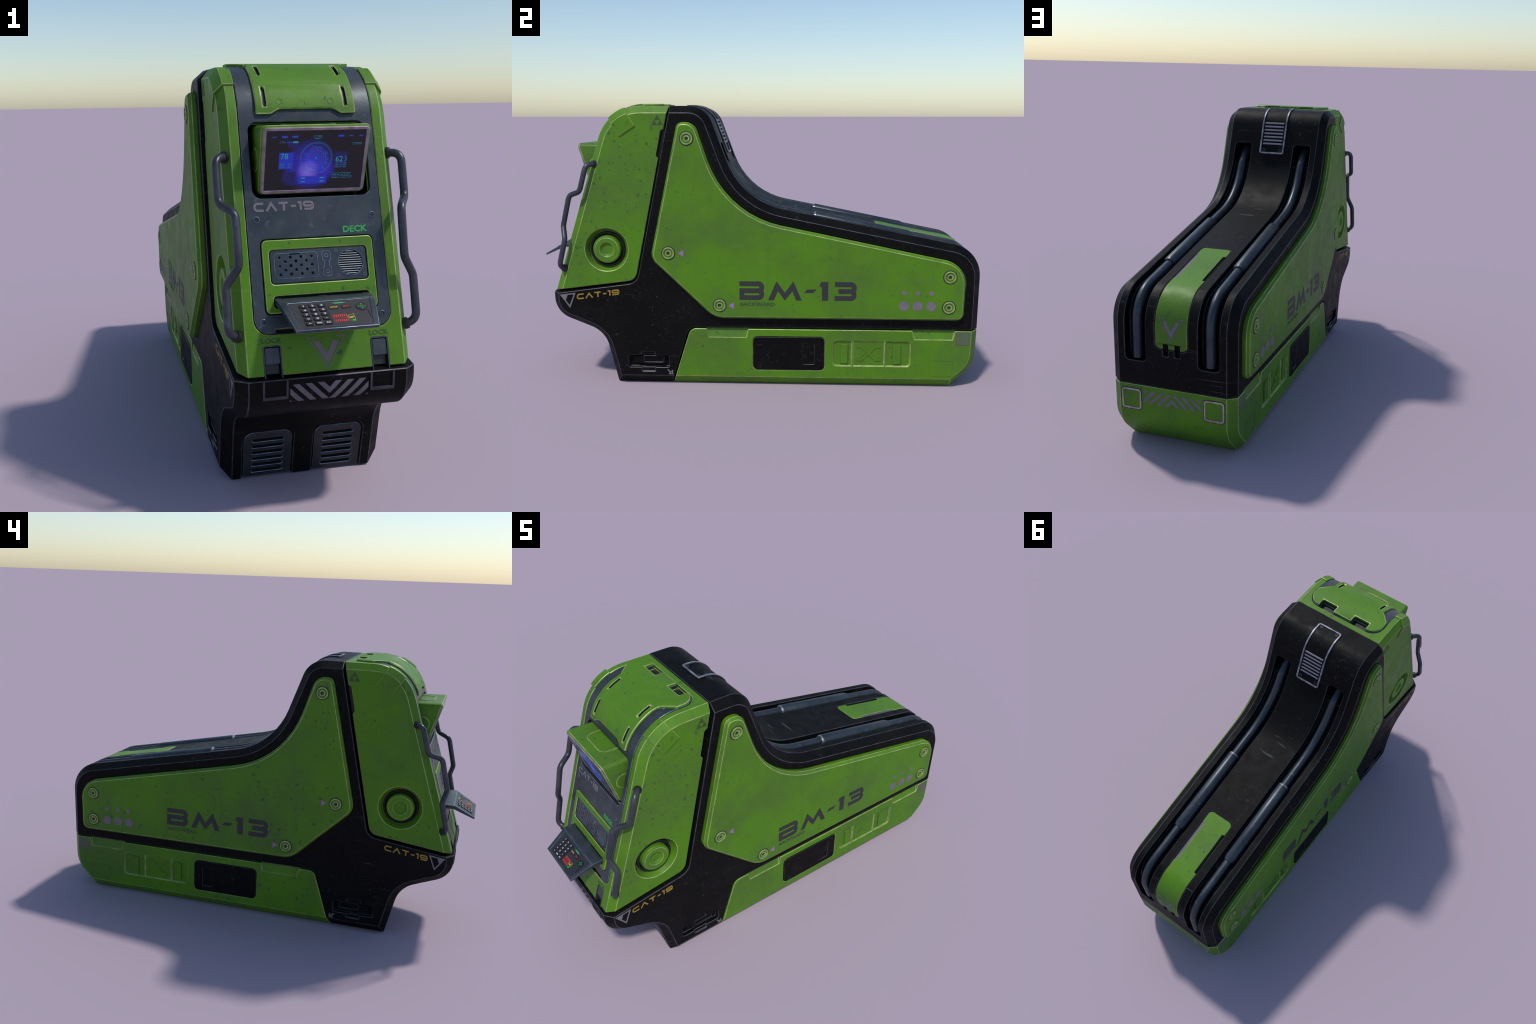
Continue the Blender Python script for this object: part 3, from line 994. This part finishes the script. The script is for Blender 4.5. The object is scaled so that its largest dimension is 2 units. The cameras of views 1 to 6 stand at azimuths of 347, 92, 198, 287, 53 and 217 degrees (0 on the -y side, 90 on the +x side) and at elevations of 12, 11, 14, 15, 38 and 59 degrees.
# round four-way pad
add_stroke(bm, kp, circle(.0885, .081, .0165, 36), .0018, -.001, .0010, True, 0)
add_plate(bm, kp, circle(.0885, .081, .0145, 36), -.001, .0016, 0)
add_stroke(bm, kp, circle(.0885, .081, .0035, 18), .0012, .001, .0021, True, 3)
for k in range(4):
    a = k * math.pi / 2
    tip = lambda r, o: (.0885 + r * math.cos(a) - o * math.sin(a), .081 + r * math.sin(a) + o * math.cos(a))
    add_plate(bm, kp, [tip(.0115, 0), tip(.0075, -.0028), tip(.0075, .0028)], .001, .0021, 3)
add_plate(bm, kp, rrect(.1005, .0345, .1055, .0665, .001), -.001, .0012, 0)
new_obj("keypad_controls", bm, kmats, tray)

# ------------------------------------------------------------------ black frame: recesses
GROOVE_X, PIPE_D = .1525, .0170
s_top, s_bot = BACK.find(1, 1.100), BACK.find(1, .370)
s_bend, s_back = BACK.find(0, .86, .5), BACK.find(1, .52)
groove_stops = [s_top + .055, s_top + .10, s_bend, s_back]


def groove_depth(s):
    """pocket at the top end, shallow channel on the slope, deeper down the tail"""
    if s < s_top + .10:
        return .095 - .065 * min(max((s - s_top - .055) / .045, 0), 1)
    return .030 + .017 * min(max((s - s_bend) / (s_back - s_bend), 0), 1)


cuts = []
for sg in SIGNS:
    f, ex = round_ends(s_top, s_bot, .0440, .018, .018)
    cuts.append(strip("cutter", BACK, s_top, s_bot, f, lambda s: -groove_depth(s), .03, ["black"], xc=sg * GROOVE_X, extra=ex + groove_stops, mat=0))
h0, h1 = BACK.find(0, .5475, .5), BACK.find(1, .4295)
f, ex = round_ends(h0, h1, .0690, .024, .024)
cuts.append(strip("cutter", BACK, h0, h1, f, -.016, .03, ["black"], extra=ex, mat=2))
for sg in SIGNS:
    cuts.append(strip("cutter", BACK, BACK.find(1, .44), BACK.find(1, .4035), .0115, -.03, .03, ["black"], xc=sg * .0245, mat=2))

panel_ctrl = [(-.460, .596, .055), (-.3317, 1.181, .02), (-.2723, 1.181, .045), (-.1394, .7832, .44), (.919, .5655, .1), (.914, .331, .022), (-.1836, .331, .1)]
panel_pts = fillet(panel_ctrl)
for sg in SIGNS:
    cuts.append(prism("cutter", panel_pts, [(sg * .226, -.0145), (sg * .30, -.0145)], ["black"]))
    # side lock recess with upper and lower tabs
    c = side(HALF, sg)
    cuts.append(plate("cutter", c, [rrect(-.5905, .079, -.400, .137, .010)], -.022, .01, ["black"]))
    cuts.append(plate("cutter", c, [rrect(-.529, .059, -.4655, .1535, .004)], -.006, .01, ["black"]))
VENT = Frame((0, -.6455, 0), (1, 0, 0), (0, -.055, .236), (0, -.236, -.055))
vent_loop = lambda sg, g: fillet([(sg * .113 - .0815 + g, -.01), (sg * .113 - .0815 + g, .1745 - g, .028), (sg * .113 + .0815 - g, .1745 - g, .028), (sg * .113 + .0815 - g, -.01)])
for sg in SIGNS:
    cuts.append(plate("cutter", VENT, [vent_loop(sg, 0)], -.016, .03, ["black"], mat=2))
cut(body, cuts)
finish(body)

# foot vents
for sg in SIGNS:
    lp = [(u, max(v, .004)) for u, v in vent_loop(sg, .0045)]
    v_ = plate("vent_grille", VENT, [lp], -.03, -.0035, ["vent", "steel_wear", "void"], root)
    slots = [rrect(sg * .113 - .050, .0235 + k * .0232 - .0052, sg * .113 + .050, .0235 + k * .0232 + .0052, .004) for k in range(6)]
    cut(v_, [plate("cutter", VENT, slots, -.018, .01, ["steel"], mat=2)])
    finish(v_, .002)

# pipes and their sleeves
for sg in SIGNS:
    pts = []
    s0, s1 = BACK.find(1, 1.085), BACK.find(1, .378)
    for k in range(90):
        s = s0 + (s1 - s0) * k / 89
        z = BACK.at(s)[1]
        dip = max(0, (z - 1.0) / .085)
        pts.append(BACK.world(sg * GROOVE_X, s, -PIPE_D - .050 * dip ** 1.5 - .45 * (groove_depth(max(s, s_top + .11)) - .030)))
    pipe = tube("hydraulic_pipe", pts, .0190, ["pipe"], root, 24)
    a, b = BACK.find(0, .256, .3), BACK.find(0, .700, .3)
    pr = [(a, .0195), (a + .0005, .0245), (a + .009, .0288), (b - .016, .0288), (b - .009, .0255), (b, .0245), (b + .0005, .0195)]
    tube("pipe_sleeve", [BACK.world(sg * GROOVE_X, s, -PIPE_D) for s, r in pr], [r for s, r in pr], ["pipe", "glint"], pipe, 28, [1, 1, 0, 0, 0, 0])

# tail hatch
h0, h1 = BACK.find(0, .5505, .5), BACK.find(1, .4325)
f, ex = round_ends(h0, h1, .0660, .022, .022)
hatch = strip("access_hatch", BACK, h0, h1, f, -.017, -.0005, ["green", "green_wear", "void"], root, extra=ex)
cuts = []
for sg in SIGNS:
    cuts.append(strip("cutter", BACK, BACK.find(0, .616, .5), BACK.find(0, .833, .5), .0065, -.014, .03, ["green"], xc=sg * .0605, mat=2))
    cuts.append(strip("cutter", BACK, BACK.find(1, .453), BACK.find(1, .42), .0120, -.03, .03, ["green"], xc=sg * .0245, mat=2))
cut(hatch, cuts)
finish(hatch, .0024)
strip("hatch_strip", BACK, BACK.find(0, .617, .5), BACK.find(0, .832, .5), .0058, -.012, -.003, ["mark_dim"], hatch, xc=.0600)
bm = bmesh.new()
sv = BACK.find(1, .462)
vee(bm, lambda u, v, h: Vector((u, sv - v, h)), .050, 0.0, .095)
wrap(bm, BACK)
new_obj("vee_mark", bm, ["mark"], hatch)

# louvred vent on the neck
n0_, n1_ = BACK.find(0, -.326), BACK.find(1, 1.049)
f, ex = round_ends(n0_, n1_, .0640, .010, .010)
nv = strip("louvre_vent", BACK, n0_, n1_, f, -.01, .0045, ["black", "black_wear"], root, extra=ex)
f, ex = round_ends(n0_ + .008, n1_ - .008, .0565, .006, .006)
cut(nv, [strip("cutter", BACK, n0_ + .008, n1_ - .008, f, .0012, .03, ["black"], extra=ex)])
for p in nv.data.polygons:
    pass
finish(nv, .003)
bm = bmesh.new()
f2, ex2 = round_ends(n0_ + .0035, n1_ - .0035, .0605, .008, .008)
outer = strip("vent_rim", BACK, n0_ + .0015, n1_ - .0015, round_ends(n0_ + .0015, n1_ - .0015, .0630, .013, .013)[0], .004, .0062, ["pale_steel", "pale_steel"], nv, extra=round_ends(n0_ + .0015, n1_ - .0015, .0630, .013, .013)[1])
cut(outer, [strip("cutter", BACK, n0_ + .009, n1_ - .009, round_ends(n0_ + .009, n1_ - .009, .0555, .007, .007)[0], -.02, .03, ["black"], extra=round_ends(n0_ + .009, n1_ - .009, .0555, .007, .007)[1])])
finish(outer, .0010)
bm.free()
for k in range(7):
    z = 1.0985 + k * .0163
    s = BACK.find(1, z)
    rb = strip("vent_rib", BACK, s - .0040, s + .0040, .0495, -.002, .0050, ["rib", "rib"], nv)
    finish(rb, .0016)
for sg in SIGNS:
    for s in (BACK.find(1, 1.0695), BACK.find(0, -.309)):
        y, z = BACK.at(s)
        lathe("vent_screw", lambda u, v, h, sg=sg, s=s: Vector(BACK.world(sg * .0425 + u, s + v, .0012 + h)), [(.0085, -.002), (.0085, .001), (.0068, .0022), (.005, .0022), (.004, 0), (0, 0)], ["rubber", "black_wear"], nv, 24, [1, 1, 1, 0, 0])

# nose: two square brackets and a chevron sign
bm = bmesh.new()
sz = lambda z: NOSE.find(1, z, NOSE.len * .55)
for sg in SIGNS:
    for u0, u1, z0, z1 in ((.116, .123, .372, .4265), (.181, .188, .372, .4265), (.116, .188, .372, .3825)):
        lo, hi = sz(z0), sz(z1)
        add_plate(bm, flat, rrect(min(sg * u0, sg * u1), lo, max(sg * u0, sg * u1), hi), -.004, .0035, 0, .0008)
wrap(bm, NOSE)
br = new_obj("square_bracket", bm, ["black_wear"], root)
bm = bmesh.new()
lo, hi = sz(.3605), sz(.4115)


def chevrons(bm, w, v0, v1, pitch, thick, count, up, mat=0):
    """nested V bars cut to a box: each bar is a slanted parallelogram"""
    h = v1 - v0
    for sg in SIGNS:
        for k in range(-1, count):
            a = k * pitch                     # where the bar meets the centre line
            quad = [(a, v0), (a + thick, v0), (a + thick + h * .98, v1), (a + h * .98, v1)] if not up else [(a + h * .98, v0), (a + thick + h * .98, v0), (a + thick, v1), (a, v1)]
            # clip to 0 <= u <= w by sliding along the bar
            pl = clip(clip(quad, 0, 0.0, 1), 0, w, -1)
            if len(pl) > 2:
                add_plate(bm, flat, [(sg * u, v) for u, v in pl], -.002, .0008, mat)


def clip(poly, axis, val, sign):
    out = []
    for i, p in enumerate(poly):
        q = poly[(i + 1) % len(poly)]
        a, b = sign * (p[axis] - val), sign * (q[axis] - val)
        if a >= 0:
            out.append(p)
        if a * b < 0:
            t = a / (a - b)
            out.append((p[0] + (q[0] - p[0]) * t, p[1] + (q[1] - p[1]) * t))
    return out


chevrons(bm, .1115, lo, hi, .0350, .0185, 4, False)
wrap(bm, NOSE)
new_obj("chevron_mark", bm, ["mark_dim"], body)

# ------------------------------------------------------------------ side panels with bolts and markings
bolt_mesh = None
for sg in SIGNS:
    w = [(sg * .222, -.010), (sg * .2745, -.010), (sg * .2865, 0)]
    sp = prism("body_panel", panel_pts, w, ["green", "green_wear"], root)
    finish(sp, .0036)
    pl = side(.2865, sg)
    for y, z in ((-.298, 1.1215), (-.3885, .619), (-.1625, .3832), (.8555, .5205), (.8553, .3828)):
        if bolt_mesh is None:
            bo = lathe("panel_bolt", lambda u, v, h: Vector((h, u, v)), [(.0315, -.003), (.0315, .0006), (.0285, .0010), (.0270, .0012), (.0265, .0040), (.0215, .0045), (.0205, .0012), (.0150, .0008), (.0140, .0030), (.0085, .0030), (.0070, .0004), (0, .0004)],
                       ["green", "green_wear", "shadow_line"], sp, 40, [2, 2, 2, 1, 1, 1, 0, 2, 1, 0, 2])
            finish(bo, 0, smooth=30, merge=1e-6)
            bolt_mesh = bo.data
        else:
            bo = bpy.data.objects.new("panel_bolt", bolt_mesh)
            COL.objects.link(bo)
            bo.parent = sp
        bo.location = (sg * .2865, y, z)
        bo.rotation_euler = (0, 0, 0 if sg > 0 else math.pi)
    # writing reads from its own side: on the far flank the row runs towards -y
    txt = (lambda u, v, h: Vector((.2865 + h, u, v))) if sg > 0 else (lambda u, v, h: Vector((-.2865 - h, .374 - u, v)))
    bm = bmesh.new()
    lettering(bm, txt, "B", -.073, .037, .4095, .4945, .0215)
    lettering(bm, txt, "3", .340, .447, .4095, .4945, .0215)
    wt = .0215
    m_ = [(.055, .4095), (.0915, .4945), (.0935, .4945), (.1295, .4435), (.1655, .4945), (.1675, .4945), (.2045, .4095), (.180, .4095), (.1625, .4515), (.1295, .4085), (.0985, .4515), (.080, .4095)]
    add_plate(bm, txt, m_[:3] + [m_[10], m_[11]], -.002, .0008)
    add_plate(bm, txt, [m_[2], m_[3], m_[9], m_[10]], -.002, .0008)
    add_plate(bm, txt, [m_[3], m_[4], m_[8], m_[9]], -.002, .0008)
    add_plate(bm, txt, [m_[4], m_[5], m_[6], m_[7], m_[8]], -.002, .0008)
    add_plate(bm, txt, [(.216, .4445), (.229, .4600), (.269, .4600), (.256, .4445)], -.002, .0008)
    add_plate(bm, txt, [(.282, .4745), (.290, .4945), (.3215, .4945), (.3215, .4745)], -.002, .0008)
    add_plate(bm, txt, [(.294, .4095), (.294, .4750), (.3215, .4750), (.3215, .4095)], -.002, .0007)
    new_obj("model_lettering", bm, ["ink"], sp)
    bm = bmesh.new()
    add_text(bm, txt, "BACKWARD", -.0715, .3825, .0225, .0007, 0, 1.23, .0006)
    new_obj("small_lettering", bm, ["ink_faded"], sp)
    bm = bmesh.new()
    for i, y in enumerate((.6575, .7175, .7775)):
        for r, z in ((.0222, .3882), (.0105, .4478), (.0042, .5078)):
            add_plate(bm, pl, circle(y, z - i * .0008, r, 32), -.002, .0008)
    new_obj("dot_marks", bm, ["mark"], sp)
    bm = bmesh.new()
    for y, z in ((-.344, .6185), (-.1215, .3825)):
        add_plate(bm, pl, [(y, z), (y + .0225, z + .015), (y + .0225, z - .015)], -.002, .0008)
    new_obj("pointer_marks", bm, ["purple"], sp)

    # marks on the black frame and the head
    fl = side(HALF, sg)
    txt = (lambda u, v, h: Vector((HALF + h, u, v + (u + .72) * .128))) if sg > 0 else (lambda u, v, h: Vector((-HALF - h, -1.437 - u, v + (-1.437 - u + .72) * .128)))
    bm = bmesh.new()
    lettering(bm, txt, "CAT-19", -.8165, -.6205, .4085, .4345, .0062, .30)
    new_obj("frame_lettering", bm, ["yellow"], body)
    bm = bmesh.new()
    tri = [(-.8885, .4165), (-.8255, .4245), (-.850, .3635)]
    cen = (-.8545, .4015)
    add_stroke(bm, fl, [tri[0], tri[1], tri[2]], .0058, -.002, .0008, True)
    add_plate(bm, fl, [(-.884, .4150), (-.858, .4185), (-.868, .3925)], -.002, .0007)
    for k, d in enumerate(((0, 0), (.006, .010), (.010, -.002))):
        pass
    add_plate(bm, fl, [(-.384, .0465), (-.3845, .067), (-.391, .067), (-.3915, .055), (-.4015, .055), (-.4045, .0465)], -.002, .0008)
    add_stroke(bm, fl, [(-.409, .069), (-.390, .0525)], .006, -.002, .0008)
    new_obj("frame_marks", bm, ["mark"], body)
    fh = side(HEAD_HALF, sg)
    bm = bmesh.new()
    for y, z in ((-.4295, 1.2085), (-.442, 1.187), (-.417, 1.187)):
        add_plate(bm, fh, [(y - .0124, z - .0085), (y, z + .0140), (y + .0124, z - .0085)], -.002, .0008)
    new_obj("hazard_mark", bm, ["ink_faded"], head)
    # lock insert in the side recess
    lk = plate("lock_insert", fl, [rrect(-.5245, .0945, -.4225, .1325, .006)], -.026, -.008, ["black", "black_wear"], root)
    cut(lk, [plate("cutter", fl, [rrect(-.517, .101, -.430, .126, .004)], -.014, .02, ["black"])])
    finish(lk, .0016)
    bm = bmesh.new()
    add_plate(bm, fl, rrect(-.5655, .0985, -.527, .1275, .008), -.026, -.012)
    add_plate(bm, fl, rrect(-.5465, .0965, -.5195, .1290, .003), -.026, -.010)
    new_obj("lock_bolt", bm, ["black"], lk)

# ------------------------------------------------------------------ base shell
cuts = []
for sg in SIGNS:
    fl = side(HALF, sg)
    for y0 in (-.2265, .7030):
        bm = bmesh.new()
        w = .1915
        lo_ = [(y0 + .0105, .2250), (y0 + w - .0105, .2250)]
        up_ = [(y0 - .003, .2850), (y0 + w + .003, .2850)]
        out_ = [fl(*lo_[0], .01), fl(*lo_[1], .01), fl(*up_[1], .01), fl(*up_[0], .01)]
        in_ = [fl(lo_[0][0], .2252, -.003), fl(lo_[1][0], .2252, -.003), fl(*up_[1], -.020), fl(*up_[0], -.020)]
        ring_loft(bm, [out_, in_])
        cuts.append(new_obj("cutter", bm, ["green"]))
    cuts.append(plate("cutter", fl, [fillet([(.349, .0980, .016), (.349, .2150, .016), (.4325, .2150), (.4325, .0980)]),
                                     fillet([(.587, .0980), (.587, .2150), (.6965, .2150, .016), (.6965, .0980, .016)])], -.0075, .01, ["green"]))
    cuts.append(plate("cutter", fl, [rrect(.4400, .0980, .5800, .2150)], -.005, .01, ["green"]))
    cuts.append(plate("cutter", fl, [rrect(-.0155, .0745, .3105, .2325, .022)], -.010, .01, ["green"], mat=2))
cut(shell, cuts)
finish(shell)
for sg in SIGNS:
    fl = side(HALF, sg)
    for y0, y1 in ((.382, .4165), (.618, .6555)):
        hb = plate("grip_bar", fl, [rrect(y0, .108, y1, .200, .005)], -.02, -.0006, ["green", "green"], root)
        finish(hb, .004, seg=2)
    bm = bmesh.new()
    for a, b in (((.456, .128), (.564, .190)), ((.456, .190), (.564, .128))):
        add_stroke(bm, fl, fillet([(a[0], a[1]), (a[0] + .022, a[1]), (b[0] - .022, b[1]), (b[0], b[1])], closed=False), .011, -.010, -.0025 + .0005 * (a[1] > .15))
    xm = new_obj("cross_emboss", bm, ["green"], root)
    cv = plate("access_cover", fl, [rrect(-.0135, .0765, .3085, .2305, .020)], -.02, .0025, ["black", "black_wear"], root)
    cut(cv, [plate("cutter", fl, [rrect(.2120, .103, .2640, .2010, .006)], .0008, .02, ["black"])])
    finish(cv, .0016)
    ph = plate("pull_tab", fl, [rrect(.2190, .1075, .2570, .1900, .008)], -.01, .0020, ["black", "black"], cv)
    finish(ph, .002)
    for y, z in ((-.001, .2185), (.296, .2185), (-.001, .0885), (.296, .0885)):
        lathe("cover_screw", lambda u, v, h, y=y, z=z: fl(y + u, z + v, .0025 + h), [(.006, -.002), (.006, .0006), (.0045, .001), (.003, 0), (0, 0)], ["black"], cv, 16)
    # thin service outline and a hatched label near the tail
    bm = bmesh.new()
    add_stroke(bm, fl, rrect(.785, .0545, .8885, .1285, .010), .0018, -.002, .0010, True)
    new_obj("service_outline", bm, ["green"], shell)
    bm = bmesh.new()
    y0, y1, z0, z1 = .8985, .9575, .2025, .2625
    for k in range(-5, 6):
        a = z0 + k * .0108
        q = [(y0, a), (y0, a + .0056), (y1, a + .0056 + .045), (y1, a + .045)]
        q = clip(clip(q, 1, z0, 1), 1, z1, -1)
        if len(q) > 2:
            add_plate(bm, fl, q, -.002, .0007)
    add_stroke(bm, fl, rrect(y0, z0, y1, z1), .0016, -.002, .0007, True)
    new_obj("hatched_label", bm, ["mark_dim"], shell)

# tail lamps and chevrons
TAIL = Frame((0, .9965, .2705), (1, 0, 0), (0, .0045, .1665), (0, 1, -.027))
tz = lambda z: z - .2705
for sg in SIGNS:
    bm = bmesh.new()
    lp = rrect(sg * .174 - .0385, tz(.1685), sg * .174 + .0385, tz(.2475), .010)
    add_stroke(bm, TAIL, lp, .0062, -.003, .0020, True, 0)
    add_stroke(bm, TAIL, inset(lp, [-.0048] * len(lp)), .0034, -.003, .0006, True, 1)
    for u in (-.014, .014):
        add_plate(bm, TAIL, rrect(sg * .174 + u - .002, tz(.1635), sg * .174 + u + .002, tz(.1735)), -.003, .0030, 0)
    new_obj("marker_lamp", bm, ["lamp_rim", "shadow_line"], shell)
bm = bmesh.new()
b2 = bmesh.new()
chevrons(b2, .1205, tz(.1955), tz(.2485), .0345, .0175, 4, True)
for v in b2.verts:
    v.co = TAIL(v.co.x, v.co.y, v.co.z)
new_obj("chevron_mark", b2, ["mark"], shell)
bm.free()

# anything left unsmoothed stays faceted; thin print needs no more work
bpy.context.view_layer.update()
